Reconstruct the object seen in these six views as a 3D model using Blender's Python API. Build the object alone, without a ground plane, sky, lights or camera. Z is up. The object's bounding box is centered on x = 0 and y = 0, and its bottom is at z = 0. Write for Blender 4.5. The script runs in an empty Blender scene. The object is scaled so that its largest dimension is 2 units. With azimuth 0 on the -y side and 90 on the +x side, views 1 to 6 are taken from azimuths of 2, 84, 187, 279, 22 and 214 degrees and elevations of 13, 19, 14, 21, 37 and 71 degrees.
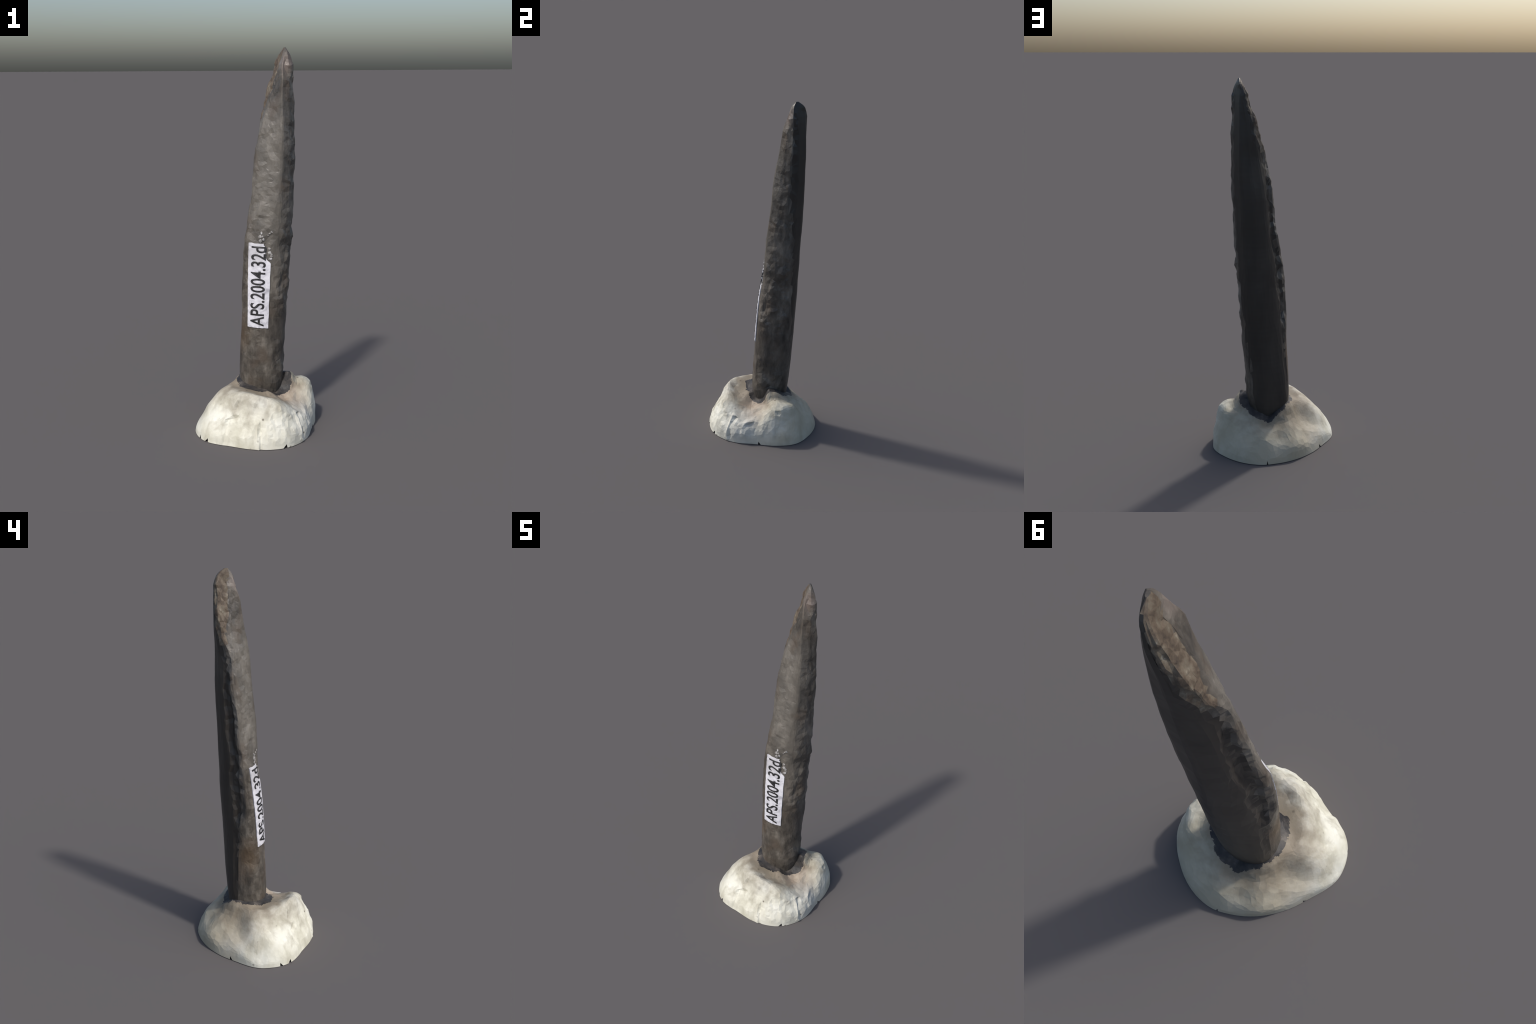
"""A weathered, chipped bone spear point standing in a lump of cream putty, with a small
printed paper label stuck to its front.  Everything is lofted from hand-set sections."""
import bpy, bmesh, math, random
import numpy as np
from mathutils import Vector, noise
from mathutils.bvhtree import BVHTree

rng = random.Random(7)

# ------------------------------------------------------------------ helpers
def link(ob, parent=None):
    bpy.context.scene.collection.objects.link(ob)
    if parent is not None:
        ob.parent = parent
    return ob

def mesh_object(name, verts, faces, parent=None, smooth=False):
    me = bpy.data.meshes.new(name)
    me.from_pydata([tuple(v) for v in verts], [], faces)
    me.validate()
    for p in me.polygons:
        p.use_smooth = smooth
    return link(bpy.data.objects.new(name, me), parent)

def catmull(keys, vals, x):
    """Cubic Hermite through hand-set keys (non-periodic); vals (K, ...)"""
    keys = np.asarray(keys, float); vals = np.asarray(vals, float)
    m = np.gradient(vals, keys, axis=0)
    i = np.clip(np.searchsorted(keys, x) - 1, 0, len(keys) - 2)
    h = (keys[i + 1] - keys[i]); t = (x - keys[i]) / h
    sh = (-1,) + (1,) * (vals.ndim - 1)
    t = t.reshape(sh); h = h.reshape(sh)
    return ((2*t**3 - 3*t**2 + 1) * vals[i] + (t**3 - 2*t**2 + t) * h * m[i]
            + (-2*t**3 + 3*t**2) * vals[i + 1] + (t**3 - t**2) * h * m[i + 1])

def periodic(vals, n):
    """Catmull-Rom round a closed set of rows -> n rows."""
    vals = np.asarray(vals, float); k = len(vals)
    x = np.arange(n) * k / n
    i = x.astype(int); t = (x - i).reshape((-1,) + (1,) * (vals.ndim - 1))
    p0, p1, p2, p3 = (vals[(i + o) % k] for o in (-1, 0, 1, 2))
    return 0.5 * (2*p1 + (p2 - p0)*t + (2*p0 - 5*p1 + 4*p2 - p3)*t**2 + (3*p1 - p0 - 3*p2 + p3)*t**3)

def fbm(p, scale, octaves=3, seed=0.0):
    return noise.fractal(Vector((p[0]*scale + seed, p[1]*scale - seed, p[2]*scale + 0.37*seed)), 1.0, 2.0, octaves)

def cells(p, sx, sz, seed=0.0):
    """Scallops: 0 on the ridge between two chips, about 0.5 deep in a chip."""
    d, _ = noise.voronoi(Vector((p[0]*sx + seed, p[1]*sx, p[2]*sz)))
    return d[1] - d[0]

def bump(x, lo, hi, soft):
    a = np.clip((x - lo) / soft, 0, 1); b = np.clip((hi - x) / soft, 0, 1)
    return (a*a*(3 - 2*a)) * (b*b*(3 - 2*b))

def decimate(ob, ratio, group=""):
    md = ob.modifiers.new("scan_facets", 'DECIMATE')
    md.ratio = ratio
    if group:
        md.vertex_group = group; md.vertex_group_factor = 30
    dg = bpy.context.evaluated_depsgraph_get()
    me = bpy.data.meshes.new_from_object(ob.evaluated_get(dg))
    ob.modifiers.clear()
    old = ob.data; ob.data = me
    bpy.data.meshes.remove(old)

def split_by_slot(ob, names, parents):
    """Separate the faces of each material slot into objects that share border positions."""
    out = []
    src = ob.data
    for slot, name in enumerate(names):
        bm = bmesh.new(); bm.from_mesh(src)
        bmesh.ops.delete(bm, geom=[f for f in bm.faces if f.material_index != slot], context='FACES')
        for f in bm.faces:
            f.material_index = 0
        me = bpy.data.meshes.new(name); bm.to_mesh(me); bm.free()
        out.append(bpy.data.objects.new(name, me))
    return out

# ------------------------------------------------------------------ materials
def new_material(name, rough=0.6, spec=0.4):
    m = bpy.data.materials.new(name); m.use_nodes = True
    nt = m.node_tree; b = nt.nodes["Principled BSDF"]
    b.inputs["Roughness"].default_value = rough
    b.inputs["Specular IOR Level"].default_value = spec
    tc = nt.nodes.new("ShaderNodeTexCoord")
    return m, nt, b, tc.outputs["Object"]

def tex_noise(nt, co, scale, detail=4, rough=0.55, stretch=(1, 1, 1), loc=(0, 0, 0), dist=0.0):
    mp = nt.nodes.new("ShaderNodeMapping"); nt.links.new(co, mp.inputs[0])
    mp.inputs["Scale"].default_value = stretch; mp.inputs["Location"].default_value = loc
    n = nt.nodes.new("ShaderNodeTexNoise")
    n.inputs["Scale"].default_value = scale; n.inputs["Detail"].default_value = detail
    n.inputs["Roughness"].default_value = rough; n.inputs["Distortion"].default_value = dist
    nt.links.new(mp.outputs[0], n.inputs["Vector"])
    return n.outputs["Fac"]

def ramp(nt, fac, stops):
    r = nt.nodes.new("ShaderNodeValToRGB")
    el = r.color_ramp.elements
    while len(el) < len(stops):
        el.new(0.5)
    for e, (p, c) in zip(el, stops):
        e.position = p; e.color = (*c, 1) if len(c) == 3 else c
    nt.links.new(fac, r.inputs[0])
    return r.outputs[0]

def g(v):
    return (v, v, v)

def mix(nt, fac, a, b, mode='MIX'):
    m = nt.nodes.new("ShaderNodeMix"); m.data_type = 'RGBA'; m.blend_type = mode
    if isinstance(fac, float): m.inputs[0].default_value = fac
    else: nt.links.new(fac, m.inputs[0])
    for sock, v in ((m.inputs[6], a), (m.inputs[7], b)):
        if isinstance(v, tuple): sock.default_value = (*v, 1)
        else: nt.links.new(v, sock)
    return m.outputs[2]

def blob(nt, co, centre, radii, wobble=0.35, scale=14.0, soft=0.25):
    """0..1 mask of an irregular patch round a point."""
    mp = nt.nodes.new("ShaderNodeMapping"); nt.links.new(co, mp.inputs[0]); mp.vector_type = 'POINT'
    mp.inputs["Scale"].default_value = tuple(1.0 / r for r in radii)
    mp.inputs["Location"].default_value = tuple(-c / r for c, r in zip(centre, radii))
    ln = nt.nodes.new("ShaderNodeVectorMath"); ln.operation = 'LENGTH'
    nt.links.new(mp.outputs[0], ln.inputs[0])
    n = tex_noise(nt, co, scale, 3)
    ma = nt.nodes.new("ShaderNodeMath"); ma.operation = 'MULTIPLY_ADD'
    nt.links.new(n, ma.inputs[0]); ma.inputs[1].default_value = 2*wobble
    nt.links.new(ln.outputs["Value"], ma.inputs[2])
    mr = nt.nodes.new("ShaderNodeMapRange")
    nt.links.new(ma.outputs[0], mr.inputs[0])
    mr.inputs[1].default_value = 1 + wobble + soft; mr.inputs[2].default_value = 1 + wobble - soft
    return mr.outputs[0]

def add_bump(nt, bsdf, fac, strength, dist=0.004):
    b = nt.nodes.new("ShaderNodeBump")
    b.inputs["Strength"].default_value = strength; b.inputs["Distance"].default_value = dist
    nt.links.new(fac, b.inputs["Height"]); nt.links.new(b.outputs[0], bsdf.inputs["Normal"])

def mat_putty():
    m, nt, b, co = new_material("cream_putty", 0.62, 0.35)
    base = ramp(nt, tex_noise(nt, co, 7, 4, 0.6), [(0.3, (0.53, 0.515, 0.415)), (0.5, (0.68, 0.67, 0.57)), (0.7, (0.76, 0.76, 0.68))])
    streak = ramp(nt, tex_noise(nt, co, 11, 5, 0.6, (1, 1, 0.35), (3, 1, 0), 0.6), [(0.49, g(0)), (0.64, g(0.72))])
    base = mix(nt, streak, base, (0.47, 0.45, 0.36))
    # pinkish patches in a few places
    pink = blob(nt, co, (-0.17, 0.12, 0.18), (0.16, 0.17, 0.16), 0.5, 9, 0.5)
    base = mix(nt, ramp(nt, pink, [(0, g(0)), (1, g(0.42))]), base, (0.50, 0.385, 0.30))
    tan = blob(nt, co, (-0.04, 0.25, 0.08), (0.40, 0.29, 0.34), 0.45, 7, 0.6)  # rear half tinted darker and warmer, part of the scan's baked shade
    base = mix(nt, ramp(nt, tan, [(0, g(0)), (1, g(0.8))]), base, (0.365, 0.325, 0.235))
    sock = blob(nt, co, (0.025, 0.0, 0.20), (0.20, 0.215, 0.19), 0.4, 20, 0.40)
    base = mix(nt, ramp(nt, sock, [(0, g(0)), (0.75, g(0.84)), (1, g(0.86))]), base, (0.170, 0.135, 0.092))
    pink2 = blob(nt, co, (0.17, -0.06, 0.17), (0.11, 0.09, 0.08), 0.5, 16, 0.5)
    base = mix(nt, ramp(nt, pink2, [(0, g(0)), (1, g(0.25))]), base, (0.55, 0.43, 0.35))
    grey = blob(nt, co, (0.28, -0.16, 0.08), (0.10, 0.16, 0.11), 0.6, 22, 0.5)
    base = mix(nt, ramp(nt, grey, [(0, g(0)), (1, g(0.40))]), base, (0.36, 0.36, 0.345))
    ochre = blob(nt, co, (0.17, 0.22, 0.12), (0.17, 0.12, 0.15), 0.5, 10, 0.5)
    base = mix(nt, ramp(nt, ochre, [(0, g(0)), (1, g(0.25))]), base, (0.42, 0.39, 0.27))
    # small dark specks
    v = nt.nodes.new("ShaderNodeTexVoronoi"); v.inputs["Scale"].default_value = 16
    nt.links.new(co, v.inputs["Vector"])
    spk = ramp(nt, v.outputs["Distance"], [(0.05, g(0.85)), (0.13, g(0))])
    gate = ramp(nt, tex_noise(nt, co, 9, 2), [(0.52, g(0)), (0.58, g(1))])
    spk = mix(nt, 1.0, spk, gate, 'MULTIPLY')
    base = mix(nt, spk, base, (0.12, 0.10, 0.075))
    nt.links.new(base, b.inputs["Base Color"])
    add_bump(nt, b, tex_noise(nt, co, 60, 5), 0.25)
    return m

def mat_resin():
    m, nt, b, co = new_material("dark_residue", 0.55, 0.4)
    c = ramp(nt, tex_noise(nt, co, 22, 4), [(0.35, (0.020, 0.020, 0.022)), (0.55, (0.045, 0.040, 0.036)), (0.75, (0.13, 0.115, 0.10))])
    nt.links.new(c, b.inputs["Base Color"])
    add_bump(nt, b, tex_noise(nt, co, 70, 4), 0.4)
    return m

def mat_bone():
    m, nt, b, co = new_material("weathered_bone", 0.44, 0.5)
    a = ramp(nt, tex_noise(nt, co, 13, 5, 0.62, (1, 1, 0.55)), [(0.30, (0.030, 0.026, 0.022)), (0.5, (0.090, 0.079, 0.066)), (0.70, (0.175, 0.158, 0.134))])
    f = ramp(nt, tex_noise(nt, co, 55, 4, 0.65, (1, 1, 0.25)), [(0.35, g(0.72)), (0.7, g(1.22))])
    a = mix(nt, 1.0, a, f, 'MULTIPLY')
    # the upper flat front is paler and greyer, the chipped right side and the foot browner
    pale = blob(nt, co, (0.06, 0.03, 1.36), (0.085, 0.085, 0.52), 0.35, 10, 0.5)
    a = mix(nt, ramp(nt, pale, [(0, g(0)), (1, g(0.45))]), a, (0.195, 0.185, 0.165))
    rust = blob(nt, co, (-0.07, 0.02, 0.52), (0.05, 0.06, 0.09), 0.5, 22, 0.5)
    a = mix(nt, ramp(nt, rust, [(0, g(0)), (1, g(0.5))]), a, (0.105, 0.066, 0.033))
    br = ramp(nt, tex_noise(nt, co, 9, 3, 0.5, (1, 1, 0.8), (5, 2, 1)), [(0.55, g(0)), (0.72, g(0.6))])
    a = mix(nt, br, a, (0.092, 0.070, 0.052))
    pinkt = blob(nt, co, (0.155, 0.105, 1.925), (0.03, 0.03, 0.045), 0.4, 30, 0.5)
    a = mix(nt, ramp(nt, pinkt, [(0, g(0)), (1, g(0.6))]), a, (0.165, 0.130, 0.115))
    nt.links.new(a, b.inputs["Base Color"])
    add_bump(nt, b, tex_noise(nt, co, 90, 5), 0.35)
    return m

def mat_back():
    m, nt, b, co = new_material("smooth_dark_bone", 0.42, 0.45)
    a = ramp(nt, tex_noise(nt, co, 10, 4, 0.55, (1, 1, 0.25)), [(0.3, (0.026, 0.022, 0.019)), (0.55, (0.038, 0.033, 0.028)), (0.8, (0.058, 0.050, 0.041))])
    s = ramp(nt, tex_noise(nt, co, 16, 3, 0.5, (0.4, 0.4, 4.0)), [(0.4, g(0.94)), (0.65, g(1.05))])
    a = mix(nt, 1.0, a, s, 'MULTIPLY')
    nt.links.new(a, b.inputs["Base Color"])
    add_bump(nt, b, tex_noise(nt, co, 40, 3, 0.5, (1, 1, 0.3)), 0.15)
    return m

def mat_broken():
    m, nt, b, co = new_material("broken_brown_bone", 0.6, 0.3)
    a = ramp(nt, tex_noise(nt, co, 34, 4, 0.65, (1, 1, 0.6)), [(0.30, (0.055, 0.043, 0.034)), (0.45, (0.115, 0.088, 0.064)), (0.6, (0.165, 0.140, 0.105)), (0.75, (0.33, 0.31, 0.26))])
    nt.links.new(a, b.inputs["Base Color"])
    add_bump(nt, b, tex_noise(nt, co, 80, 4), 0.3)
    return m

def mat_paper():
    m, nt, b, co = new_material("white_paper", 0.45, 0.4)
    a = ramp(nt, tex_noise(nt, co, 26, 5, 0.65, (1, 1, 1), (0, 0, 0), 0.8), [(0.3, (0.42, 0.42, 0.46)), (0.48, (0.66, 0.66, 0.71)), (0.7, (0.78, 0.78, 0.82))])
    worn = blob(nt, co, (0.0, -0.01, 0.955), (0.055, 0.06, 0.06), 0.5, 40, 0.5)
    a = mix(nt, ramp(nt, worn, [(0, g(0)), (1, g(0.45))]), a, (0.34, 0.33, 0.34))
    nt.links.new(a, b.inputs["Base Color"])
    add_bump(nt, b, tex_noise(nt, co, 45, 4), 0.3)
    return m

def mat_ink():
    m, nt, b, co = new_material("black_ink", 0.5, 0.3)
    a = ramp(nt, tex_noise(nt, co, 50, 3), [(0.4, (0.018, 0.018, 0.018)), (0.75, (0.06, 0.06, 0.065))])
    nt.links.new(a, b.inputs["Base Color"])
    return m

def mat_scrap():
    m, nt, b, co = new_material("torn_paper", 0.4, 0.5)
    a = ramp(nt, tex_noise(nt, co, 60, 4, 0.6), [(0.35, (0.16, 0.15, 0.14)), (0.55, (0.34, 0.33, 0.32)), (0.7, (0.72, 0.72, 0.74))])
    nt.links.new(a, b.inputs["Base Color"])
    return m

# ------------------------------------------------------------------ thing
root = bpy.data.objects.new("mounted_bone_point", None)
root.empty_display_size = 0.3
link(root)
root["label"] = "dark chipped bone spear point standing in lump of cream putty"
root["category"] = "museum artefact"

# ------------------------------------------------------------------ spear point
# Ten section points: left edge, two on the front, front ridge, right side, right corner,
# right back, back ridge, two on the back.
SECTIONS = {
    0.10: [(-0.085, 0.045), (-0.065, -0.020), (-0.020, -0.050), (0.050, -0.050), (0.105, -0.020), (0.115, 0.040), (0.090, 0.100), (0.040, 0.130), (-0.030, 0.120), (-0.070, 0.090)],
    0.28: [(-0.098, 0.060), (-0.080, -0.020), (-0.020, -0.064), (0.070, -0.066), (0.131, -0.030), (0.147, 0.045), (0.125, 0.125), (0.055, 0.154), (-0.020, 0.140), (-0.080, 0.110)],
    0.42: [(-0.094, 0.060), (-0.074, -0.020), (-0.015, -0.060), (0.080, -0.060), (0.135, -0.019), (0.151, 0.045), (0.132, 0.128), (0.065, 0.167), (-0.011, 0.152), (-0.070, 0.108)],
    0.60: [(-0.081, 0.048), (-0.069, -0.012), (-0.010, -0.050), (0.090, -0.052), (0.145, -0.009), (0.162, 0.060), (0.147, 0.130), (0.085, 0.175), (0.009, 0.162), (-0.052, 0.112)],
    0.80: [(-0.079, 0.033), (-0.064, 0.000), (-0.005, -0.038), (0.106, -0.038), (0.155, 0.003), (0.176, 0.060), (0.160, 0.132), (0.100, 0.181), (0.027, 0.178), (-0.036, 0.121)],
    1.00: [(-0.066, 0.040), (-0.049, 0.012), (0.015, -0.011), (0.120, -0.017), (0.163, 0.025), (0.189, 0.080), (0.168, 0.138), (0.113, 0.187), (0.048, 0.187), (-0.015, 0.139)],
    1.20: [(-0.032, 0.062), (-0.021, 0.047), (0.035, 0.011), (0.129, -0.011), (0.173, 0.033), (0.197, 0.090), (0.174, 0.146), (0.123, 0.192), (0.058, 0.193), (0.002, 0.151)],
    1.40: [(-0.015, 0.087), (-0.007, 0.065), (0.050, 0.038), (0.135, 0.010), (0.177, 0.048), (0.204, 0.100), (0.179, 0.150), (0.131, 0.201), (0.068, 0.200), (0.018, 0.160)],
    1.60: [(0.016, 0.114), (0.026, 0.090), (0.072, 0.062), (0.137, 0.028), (0.179, 0.069), (0.205, 0.110), (0.179, 0.155), (0.138, 0.202), (0.090, 0.198), (0.046, 0.171)],
    1.70: [(0.031, 0.155), (0.057, 0.103), (0.095, 0.078), (0.136, 0.047), (0.177, 0.079), (0.201, 0.115), (0.177, 0.156), (0.138, 0.203), (0.095, 0.202), (0.060, 0.186)],
    1.80: [(0.059, 0.170), (0.081, 0.123), (0.108, 0.097), (0.135, 0.063), (0.172, 0.088), (0.197, 0.120), (0.176, 0.153), (0.138, 0.199), (0.105, 0.203), (0.078, 0.192)],
    1.88: [(0.086, 0.176), (0.108, 0.130), (0.120, 0.109), (0.136, 0.080), (0.172, 0.098), (0.193, 0.118), (0.173, 0.150), (0.140, 0.193), (0.118, 0.203), (0.099, 0.195)],
    1.94: [(0.107, 0.178), (0.124, 0.143), (0.132, 0.122), (0.141, 0.102), (0.166, 0.105), (0.185, 0.120), (0.170, 0.145), (0.138, 0.186), (0.124, 0.198), (0.112, 0.192)],
    1.98: [(0.129, 0.166), (0.133, 0.140), (0.140, 0.126), (0.149, 0.117), (0.159, 0.119), (0.166, 0.126), (0.161, 0.142), (0.147, 0.168), (0.140, 0.177), (0.133, 0.174)],
    2.00: [(0.143, 0.143), (0.144, 0.136), (0.147, 0.132), (0.150, 0.131), (0.152, 0.134), (0.153, 0.137), (0.152, 0.142), (0.149, 0.147), (0.146, 0.149), (0.144, 0.147)],
}
SEG, NS = 16, 160
zk = sorted(SECTIONS)
zrows = np.concatenate([np.linspace(0.10, 1.90, 300), np.linspace(1.906, 2.0, 26)])
rows = catmull(zk, [SECTIONS[k] for k in zk], zrows)                # (rows, 10, 2)

def loft_section(pts, sigma):
    t = np.linspace(0, 1, SEG, endpoint=False)[:, None]
    dense = np.concatenate([pts[i]*(1 - t) + pts[(i + 1) % 10]*t for i in range(10)])
    k = np.arange(-24, 25); w = np.exp(-0.5*(k/sigma)**2); w /= w.sum()
    out = sum(wi*np.roll(dense, -ki, axis=0) for ki, wi in zip(k, w))
    # smoothing shrinks the outline a little: give half of it back
    return out + 0.85*(out - sum(wi*np.roll(out, -ki, axis=0) for ki, wi in zip(k, w)))

verts, smooth_verts = [], []
idx = np.arange(NS)
right = bump(idx, 3.0*SEG - 5, 6.3*SEG, 14)          # front ridge round to the right corner
front = bump(idx, 0.2*SEG, 3.1*SEG, 12)
edge = bump(idx, -20, 8, 10) + bump(idx, NS - 13, NS + 8, 7)     # left chipped edge
for z, r in zip(zrows, rows):
    sig = np.interp(z, [0.3, 0.7, 1.1, 1.5, 1.85, 2.0], [10.0, 7.0, 4.0, 3.0, 2.0, 1.2])
    s = loft_section(r, sig)
    c = s.mean(0); tan = np.roll(s, -1, 0) - np.roll(s, 1, 0)
    nrm = np.stack([tan[:, 1], -tan[:, 0]], 1); nrm /= np.linalg.norm(nrm, axis=1)[:, None] + 1e-9
    tip = np.interp(z, [0.3, 0.8, 1.92, 1.985], [0.55, 1.0, 0.7, 0.0])
    chip = 0.75 + 1.1*noise.noise(Vector((2.0, 9.0, z*4.5)))       # long quiet stretches between the chips
    gz = bump(z, 0.66, 1.56, 0.10) * (0.9 + 0.25*noise.noise(Vector((4.0, 0, z*5))))
    shift = 2.6*noise.noise(Vector((7.0, 1.0, z*7))) + 1.5*noise.noise(Vector((7.0, 4.0, z*23)))
    groove = bump(idx, 9.22*SEG + shift, 9.86*SEG + 0.6*shift, 4)
    gz += 0.35*bump(z, 0.28, 0.70, 0.08)
    for j in range(NS):
        p = (s[j, 0], s[j, 1], z)
        smooth_verts.append(p)
        d = right[j]*chip*(0.013*(cells(p, 13, 11, 1.3) - 0.28) + 0.010*fbm(p, 13, 3, 2.0))
        d += front[j]*(0.0045*fbm(p, 22, 4, 5.0) + 0.004*(cells(p, 18, 13, 4.0) - 0.25))
        d += edge[j]*(0.013*fbm(p, 11, 3, 8.0) + 0.010*(cells(p, 12, 9, 9.0) - 0.25))*np.interp(z, [0.5, 0.8, 1.55, 1.7], [0.3, 1.0, 1.0, 0.9])
        if z > 1.66 and (j < 1.3*SEG or j > 8.6*SEG):               # stepped break near the tip
            d += 0.010*(cells(p, 24, 19, 6.0) - 0.3)*min(1.0, (z - 1.66)/0.06)*(1.0 if z < 1.97 else 0.4)
        d += 0.0018*fbm(p, 9, 3, 11.0)
        d *= tip
        d -= groove[j]*0.015*gz*tip
        q = s[j] + nrm[j]*d
        verts.append((q[0], q[1], z))
NR = len(zrows)
faces = [(i*NS + j, i*NS + (j + 1) % NS, (i + 1)*NS + (j + 1) % NS, (i + 1)*NS + j) for i in range(NR - 1) for j in range(NS)]
faces.append(tuple(range(NS))[::-1]); faces.append(tuple((NR - 1)*NS + j for j in range(NS)))
smooth_tree = BVHTree.FromPolygons([Vector(v) for v in smooth_verts], faces)

whole = mesh_object("point", verts, faces)
FRONT, BACK, BROKEN = 0, 1, 2
for k, p in enumerate(whole.data.polygons):
    if k >= (NR - 1)*NS:
        continue
    i, j = divmod(k, NS); z = zrows[i]
    w = 5*noise.noise(Vector((0.0, 3.0, z*16)))
    back_lo = np.interp(z, [0.3, 1.2, 1.5, 1.9], [6.6, 6.0, 5.2, 5.1])*SEG + w*0.8
    back_hi = np.interp(z, [0.6, 1.3, 1.6, 1.9], [9.70, 9.75, 9.5, 8.7])*SEG + w
    p.material_index = BACK if back_lo < j < back_hi else FRONT
    if z > 1.63 + 0.004*w:
        lim = np.interp(z, [1.63, 1.75, 1.9, 1.97], [0.25, 0.75, 1.2, 1.6])*SEG + w*0.5
        if j >= back_hi or j < lim:
            p.material_index = BROKEN
for _ in range(3):
    whole.data.materials.append(None)
decimate(whole, 0.05)
weathered, back, broken = split_by_slot(whole, ["bone_point", "smooth_back_face", "broken_edge"], None)
bpy.data.objects.remove(whole)
link(weathered, root); link(back, weathered); link(broken, weathered)
weathered.data.materials.clear(); weathered.data.materials.append(mat_bone())
back.data.materials.clear(); back.data.materials.append(mat_back())
broken.data.materials.clear(); broken.data.materials.append(mat_broken())

# ------------------------------------------------------------------ putty base
C0 = np.array([0.01, 0.05])
# one profile (radius from the point's foot, height) per 22.5 degrees, from the rim inwards
PROFILE = [
    [(.311, 0), (.309, .076), (.295, .162), (.278, .217), (.243, .240), (.200, .252), (.165, .268), (.060, .25)],
    [(.322, 0), (.318, .055), (.301, .120), (.277, .194), (.251, .225), (.210, .226), (.170, .235), (.060, .22)],
    [(.301, 0), (.292, .040), (.276, .083), (.243, .138), (.209, .175), (.175, .203), (.145, .215), (.060, .20)],
    [(.288, 0), (.280, .035), (.262, .075), (.230, .115), (.195, .155), (.160, .180), (.130, .192), (.060, .18)],
    [(.276, 0), (.266, .030), (.248, .070), (.220, .120), (.180, .152), (.145, .165), (.115, .172), (.060, .16)],
    [(.258, 0), (.250, .045), (.229, .085), (.200, .113), (.170, .145), (.140, .175), (.115, .195), (.060, .18)],
    [(.254, 0), (.251, .055), (.232, .095), (.200, .127), (.170, .162), (.140, .195), (.115, .220), (.060, .22)],
    [(.265, 0), (.256, .045), (.236, .080), (.210, .114), (.175, .152), (.140, .200), (.112, .240), (.060, .26)],
    [(.296, 0), (.286, .050), (.262, .085), (.230, .112), (.190, .153), (.150, .199), (.118, .234), (.060, .24)],
    [(.365, 0), (.358, .025), (.330, .070), (.292, .131), (.240, .190), (.184, .226), (.138, .233), (.060, .22)],
    [(.391, 0), (.381, .048), (.348, .100), (.302, .146), (.250, .208), (.203, .236), (.150, .228), (.060, .22)],
    [(.366, 0), (.352, .050), (.320, .100), (.284, .170), (.250, .240), (.205, .247), (.148, .232), (.060, .21)],
    [(.377, 0), (.368, .055), (.342, .110), (.305, .182), (.268, .247), (.208, .228), (.148, .216), (.060, .20)],
    [(.383, 0), (.375, .058), (.347, .125), (.316, .193), (.277, .221), (.205, .213), (.152, .212), (.060, .18)],
    [(.354, 0), (.352, .065), (.329, .114), (.288, .145), (.231, .168), (.185, .176), (.150, .184), (.060, .16)],
    [(.309, 0), (.307, .062), (.291, .106), (.258, .148), (.224, .179), (.190, .199), (.165, .207), (.060, .20)],
]
NT, NP = 256, 88
PROFILE = np.array(PROFILE)
PROFILE[:, 6, 1] += 0.010                 # the filler climbs a little where it meets the point
PROFILE[:, 7, 1] += 0.045
ring = periodic(PROFILE, NT)                                       # (NT, 8, 2)
prof = np.stack([catmull(np.arange(8), ring[k], np.linspace(0, 7, NP)) for k in range(NT)])
NOTCH = [(219.6, 1.7, -1), (226.5, 2.0, 1), (291.8, 2.2, 1), (343.3, 2.0, -1), (95.0, 1.6, 0), (174.6, 2.2, -1)]
CREASES = [((-.085, -.195, .205), (-.105, -.215, .165), .006, .010), ((-.090, -.235, .135), (-.150, -.235, .120), .006, .012),
           ((-.150, -.235, .120), (-.165, -.255, .02), .005, .012), ((.02, -.30, .12), (.03, -.325, .0), .006, .008),
           ((-.22, -.10, .13), (-.25, -.15, .05), .009, .014), ((.22, -.18, .14), (.25, -.22, .03), .010, .012),
           ((.27, -.08, .13), (.24, -.16, .04), .010, .014), ((.29, .07, .20), (.27, .12, .18), .012, .010)]
bv = []
for k in range(NT):
    th = 2*math.pi*k/NT
    for i in range(NP):
        r, z = prof[k, i]
        p = np.array([C0[0] + r*math.cos(th), C0[1] + r*math.sin(th), z])
        inner = np.clip((i - 3)/10, 0, 1)
        rough = 0.55 + 0.45*np.clip(math.cos(th + 0.9), 0, 1)     # right front is the most kneaded
        dr = 0.004*fbm(p, 8, 2, 3.0)*inner + (rough - 0.4)*0.016*fbm((p[0], p[1], p[2]*0.5), 20, 4, 6.0)*inner
        dz = (0.004*fbm(p, 11, 2, 9.0) + (rough - 0.4)*0.012*(cells(p, 13, 10, 2.0) - 0.3))*np.clip((i - 6)/14, 0, 1)
        # the little horn of putty left standing against the point's right side
        dh = math.hypot((p[0] - .160)/.034, (p[1] - .017)/.020)
        dz += 0.036*math.exp(-dh*dh)
        # a pressed crease running down the front left, with a lip beside it
        for (ax, ay, az), (bx, by, bz), dep, wid in CREASES:
            ab = np.array([bx - ax, by - ay, bz - az]); ap = p - np.array([ax, ay, az])
            q = np.clip(ap @ ab/(ab @ ab), 0, 1)
            dd = ap - q*ab; dist = math.sqrt(dd @ dd)
            if dist < 4*wid:
                side = 1.0 if dd[0] < 0 else -1.0
                dr += dep*(0.8*math.exp(-((dist - 1.5*wid)/wid)**2)*(side > 0) - math.exp(-(dist/wid)**2))
        r += dr
        zz = max(z + dz, 0.0) if i else 0.0
        bv.append((C0[0] + r*math.cos(th), C0[1] + r*math.sin(th), zz))
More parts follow.
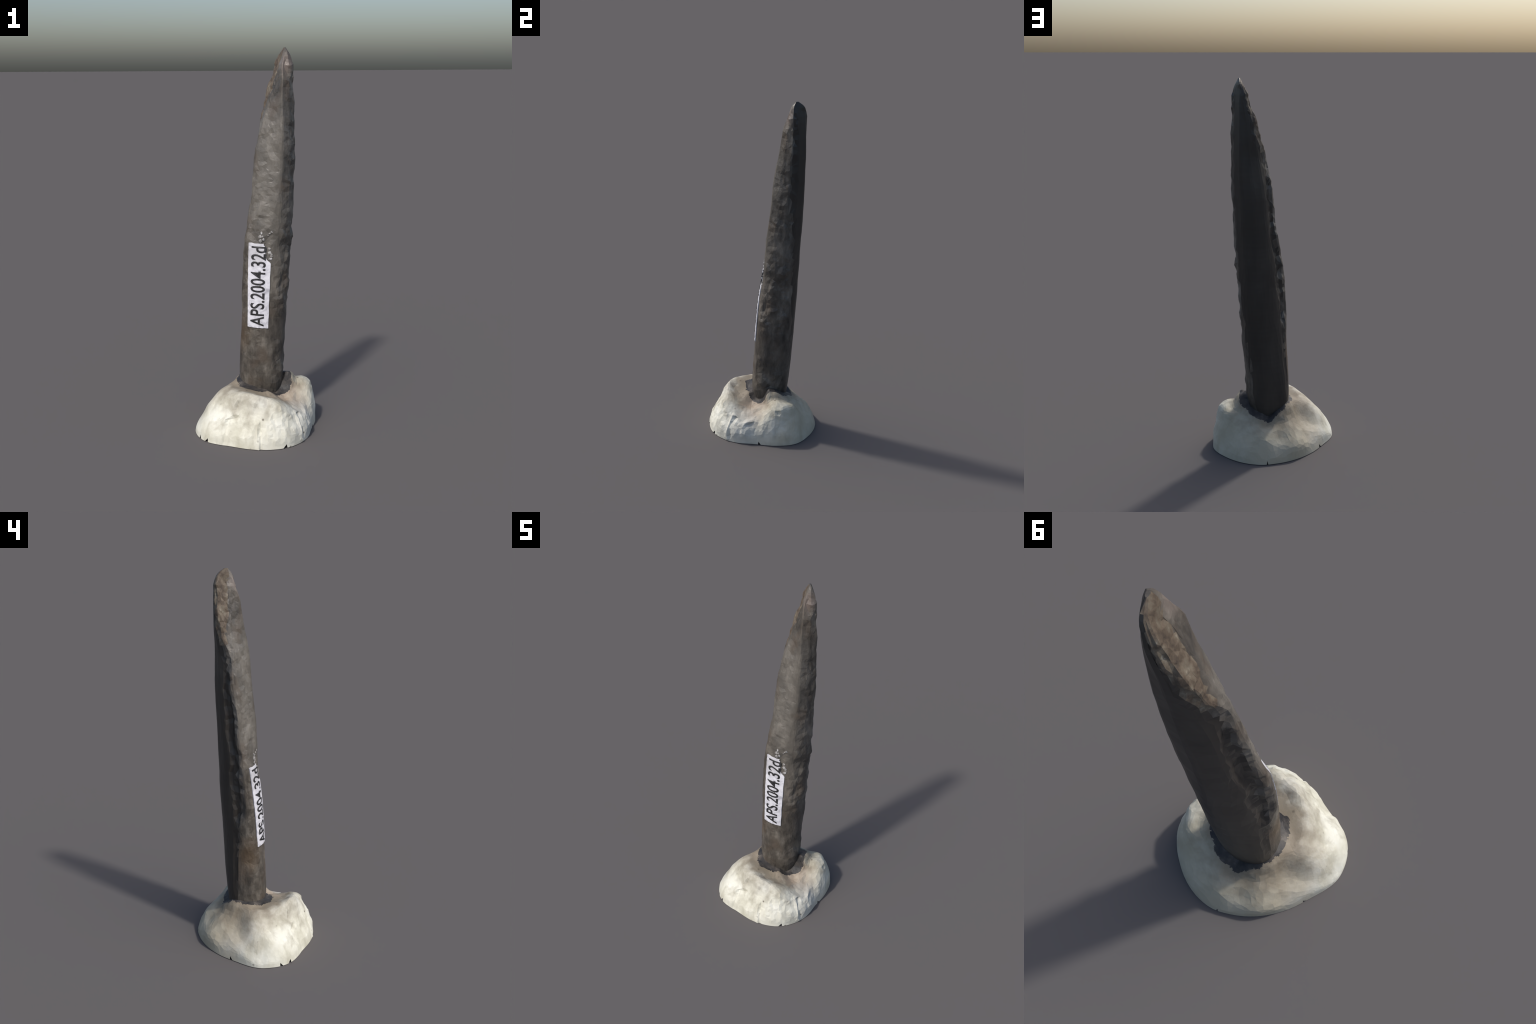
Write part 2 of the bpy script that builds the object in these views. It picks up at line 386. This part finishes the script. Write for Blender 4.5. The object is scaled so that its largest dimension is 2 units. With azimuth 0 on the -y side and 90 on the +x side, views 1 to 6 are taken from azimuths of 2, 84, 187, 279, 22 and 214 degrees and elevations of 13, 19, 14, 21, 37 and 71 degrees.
bf = [(k*NP + i, ((k + 1) % NT)*NP + i, ((k + 1) % NT)*NP + i + 1, k*NP + i + 1) for k in range(NT) for i in range(NP - 1)]
n0 = len(bv)
bv.append((C0[0], C0[1], 0.002)); bv.append((C0[0], C0[1], 0.10))
bf += [(k*NP, n0, ((k + 1) % NT)*NP) for k in range(NT)]
bf += [(k*NP + NP - 1, ((k + 1) % NT)*NP + NP - 1, n0 + 1) for k in range(NT)]
base = mesh_object("putty_base", bv, bf)
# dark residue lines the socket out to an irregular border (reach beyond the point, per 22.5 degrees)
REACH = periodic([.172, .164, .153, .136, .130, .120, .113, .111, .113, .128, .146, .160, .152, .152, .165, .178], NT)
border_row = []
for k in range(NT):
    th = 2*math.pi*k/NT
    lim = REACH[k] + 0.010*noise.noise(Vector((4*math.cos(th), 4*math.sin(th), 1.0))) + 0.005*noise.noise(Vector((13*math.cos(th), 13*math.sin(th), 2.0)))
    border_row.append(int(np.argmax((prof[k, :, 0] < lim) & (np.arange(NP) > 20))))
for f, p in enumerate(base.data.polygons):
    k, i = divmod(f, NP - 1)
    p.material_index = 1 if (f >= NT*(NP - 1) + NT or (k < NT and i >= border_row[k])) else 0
base.data.materials.append(None); base.data.materials.append(None)
# coarse facets everywhere except along the border of the residue
vg = base.vertex_groups.new(name="coarse")
for v in base.data.vertices:
    k, i = divmod(v.index, NP)
    w = 0.99 if v.co.y > 0.06 and v.co.x < 0.2 else 0.982
    if k < NT and abs(i - border_row[k]) <= 3:
        w = 0.0
    vg.add([v.index], w, 'REPLACE')
decimate(base, 0.19, "coarse")
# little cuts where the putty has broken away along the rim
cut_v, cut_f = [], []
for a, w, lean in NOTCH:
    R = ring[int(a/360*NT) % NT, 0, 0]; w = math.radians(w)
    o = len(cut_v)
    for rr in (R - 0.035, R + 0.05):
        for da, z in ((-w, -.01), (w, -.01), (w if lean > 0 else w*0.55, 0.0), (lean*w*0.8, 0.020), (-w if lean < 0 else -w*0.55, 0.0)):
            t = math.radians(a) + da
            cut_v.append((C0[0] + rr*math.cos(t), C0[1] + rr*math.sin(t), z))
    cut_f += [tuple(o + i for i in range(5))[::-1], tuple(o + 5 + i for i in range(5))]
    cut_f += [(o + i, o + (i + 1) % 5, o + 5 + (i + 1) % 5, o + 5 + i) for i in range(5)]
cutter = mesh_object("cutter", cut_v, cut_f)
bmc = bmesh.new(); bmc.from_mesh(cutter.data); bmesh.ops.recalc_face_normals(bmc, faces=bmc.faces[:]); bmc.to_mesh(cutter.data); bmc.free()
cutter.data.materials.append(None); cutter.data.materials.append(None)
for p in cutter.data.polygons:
    p.material_index = 1  # notch walls coloured near-black to paint the shadow inside the gaps
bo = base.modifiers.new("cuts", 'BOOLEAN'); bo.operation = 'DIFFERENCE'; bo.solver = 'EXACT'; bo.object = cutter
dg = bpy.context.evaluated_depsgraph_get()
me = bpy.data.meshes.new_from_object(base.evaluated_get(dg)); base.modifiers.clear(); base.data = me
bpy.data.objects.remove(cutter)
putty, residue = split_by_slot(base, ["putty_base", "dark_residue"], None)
bpy.data.objects.remove(base)
putty.name = "putty_base"
link(putty, root); link(residue, putty)
putty.data.materials.clear(); putty.data.materials.append(mat_putty())
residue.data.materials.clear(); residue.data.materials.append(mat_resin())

# ------------------------------------------------------------------ paper label
BL, BR = Vector((-.045, -.041, .565)), Vector((.063, -.057, .561))
TL, TR = Vector((-.036, .016, 1.008)), Vector((.080, -.029, 1.004))
AIM = Vector((0.16, 1.0, 0.0)).normalized()

def on_point(s, t, lift):
    """Label coordinates (s across, t up) draped on the front of the point."""
    p = BL.lerp(BR, s).lerp(TL.lerp(TR, s), t)
    hit, n, _, _ = smooth_tree.ray_cast(p - AIM*0.4, AIM)
    if hit is None:
        hit, n, _, _ = smooth_tree.find_nearest(p)
    if n.dot(AIM) > 0:
        n = -n
    n = (n*0.5 - AIM*0.5).normalized()
    return hit + n*lift

LIFT = 0.0045
NSX, NTY = 18, 66
def label_right(t):
    """Right-hand border: cut straight low down, torn away near the top."""
    r = 1.0 + 0.02*noise.noise(Vector((t*9, 2, 0)))
    if t > 0.78:
        k = min((t - 0.78)/0.05, 1.0)
        r -= k*(0.22 + 0.05*noise.noise(Vector((t*40, 5, 0)))) + 0.10*max(0, t - 0.83)/0.17
    return r
lv = []
for side in (LIFT, 0.0004):
    for b in range(NTY + 1):
        for a in range(NSX + 1):
            t = b/NTY; s = label_right(t)*a/NSX
            tt = t*(1.0 + 0.012*noise.noise(Vector((s*5, 0, 3)))) + 0.0025*noise.noise(Vector((0, s*9, t*2)))
            wr = 0.0011*noise.noise(Vector((s*7, t*26, 0.0)))
            lv.append(on_point(s + 0.012*noise.noise(Vector((1, t*12, 0)))*(1 - a/NSX), tt, side + (wr if side > .001 else 0)))
W = NSX + 1; M = W*(NTY + 1)
lf = []
for b in range(NTY):
    for a in range(NSX):
        q = (b*W + a, b*W + a + 1, (b + 1)*W + a + 1, (b + 1)*W + a)
        lf.append(q); lf.append(tuple(M + i for i in q[::-1]))
border = [a for a in range(W)] + [b*W + NSX for b in range(1, NTY + 1)] + [NTY*W + a for a in range(NSX - 1, -1, -1)] + [b*W for b in range(NTY - 1, 0, -1)]
for i, a in enumerate(border):
    c = border[(i + 1) % len(border)]
    lf.append((c, a, M + a, M + c))
label = mesh_object("paper_label", lv, lf, weathered, smooth=False)
label.data.materials.append(mat_paper())

# lettering: set in the built-in font, cut into a fine grid, then laid over the label
cu = bpy.data.curves.new("lettering", 'FONT')
cu.body = "APS.2004.32d"; cu.size = 1.0; cu.offset = 0.012; cu.resolution_u = 5; cu.space_character = 1.0
tmp = link(bpy.data.objects.new("lettering_source", cu))
bpy.context.view_layer.update()
tm = bpy.data.meshes.new_from_object(tmp.evaluated_get(bpy.context.evaluated_depsgraph_get()))
bpy.data.objects.remove(tmp)
bm = bmesh.new(); bm.from_mesh(tm)
xs = [v.co.x for v in bm.verts]; x0, x1 = min(xs), max(xs)
y1 = max(v.co.y for v in bm.verts)
for i in range(1, 60):
    bmesh.ops.bisect_plane(bm, geom=bm.verts[:] + bm.edges[:] + bm.faces[:], plane_co=(x0 + (x1 - x0)*i/60, 0, 0), plane_no=(1, 0, 0))
for i in range(1, 9):
    bmesh.ops.bisect_plane(bm, geom=bm.verts[:] + bm.edges[:] + bm.faces[:], plane_co=(0, y1*i/9, 0), plane_no=(0, 1, 0))
bmesh.ops.remove_doubles(bm, verts=bm.verts[:], dist=1e-5)
for v in bm.verts:
    t = 0.022 + 0.945*(v.co.x - x0)/(x1 - x0)
    s = 0.775 - 0.64*v.co.y/y1
    v.co = on_point(s, t, LIFT + 0.0016)
bmesh.ops.triangulate(bm, faces=bm.faces[:])
bm.normal_update()
if sum(f.normal.dot(AIM) for f in bm.faces) > 0:
    bmesh.ops.reverse_faces(bm, faces=bm.faces[:])
me = bpy.data.meshes.new("lettering"); bm.to_mesh(me); bm.free()
bpy.data.meshes.remove(tm)
let = link(bpy.data.objects.new("lettering", me), label)
sol = let.modifiers.new("depth", 'SOLIDIFY'); sol.thickness = 0.0028; sol.offset = -1
let.data.materials.append(mat_ink())

# scraps of the torn corner still stuck to the bone: (s, t, half width, half height)
scrap_mat = mat_scrap()
bone_tree = BVHTree.FromPolygons([v.co for v in weathered.data.vertices], [tuple(p.vertices) for p in weathered.data.polygons])
def on_bone(s, t, lift):
    p = BL.lerp(BR, s).lerp(TL.lerp(TR, s), t)
    hit, n, _, _ = bone_tree.ray_cast(p - AIM*0.4, AIM)
    return (hit if hit is not None else on_point(s, t, 0)) - AIM*lift

for s0, t0, ws, hs in [(0.93, 0.90, .10, .030), (1.02, 0.865, .07, .022), (0.96, 0.83, .11, .016), (0.90, 0.945, .07, .018),
                       (0.52, 1.035, 0.087, 0.020), (0.64, 1.050, 0.058, 0.020), (0.50, 1.085, 0.072, 0.023), (0.55, 1.130, 0.051, 0.020), (0.60, 1.085, 0.043, 0.014),
                       (0.90, 1.125, 0.072, 0.014), (0.97, 1.145, 0.058, 0.014), (0.84, 1.100, 0.043, 0.010)]:
    n = 14; top, low = [on_bone(s0, t0, .0040)], [on_bone(s0, t0, -.002)]
    for k in range(n):
        a = 2*math.pi*k/n
        q = 0.55 + 0.6*rng.random()
        sp = (s0 + ws*q*math.cos(a), t0 + hs*q*math.sin(a))
        top.append(on_bone(*sp, .0028)); low.append(on_bone(*sp, -.002))
    v = top + low; m = n + 1
    f = []
    for k in range(n):
        b = (k + 1) % n
        f += [(0, 1 + k, 1 + b), (m, m + 1 + b, m + 1 + k), (1 + k, m + 1 + k, m + 1 + b, 1 + b)]
    sc = mesh_object("label_scrap", v, f, weathered)
    sc.data.materials.append(scrap_mat)
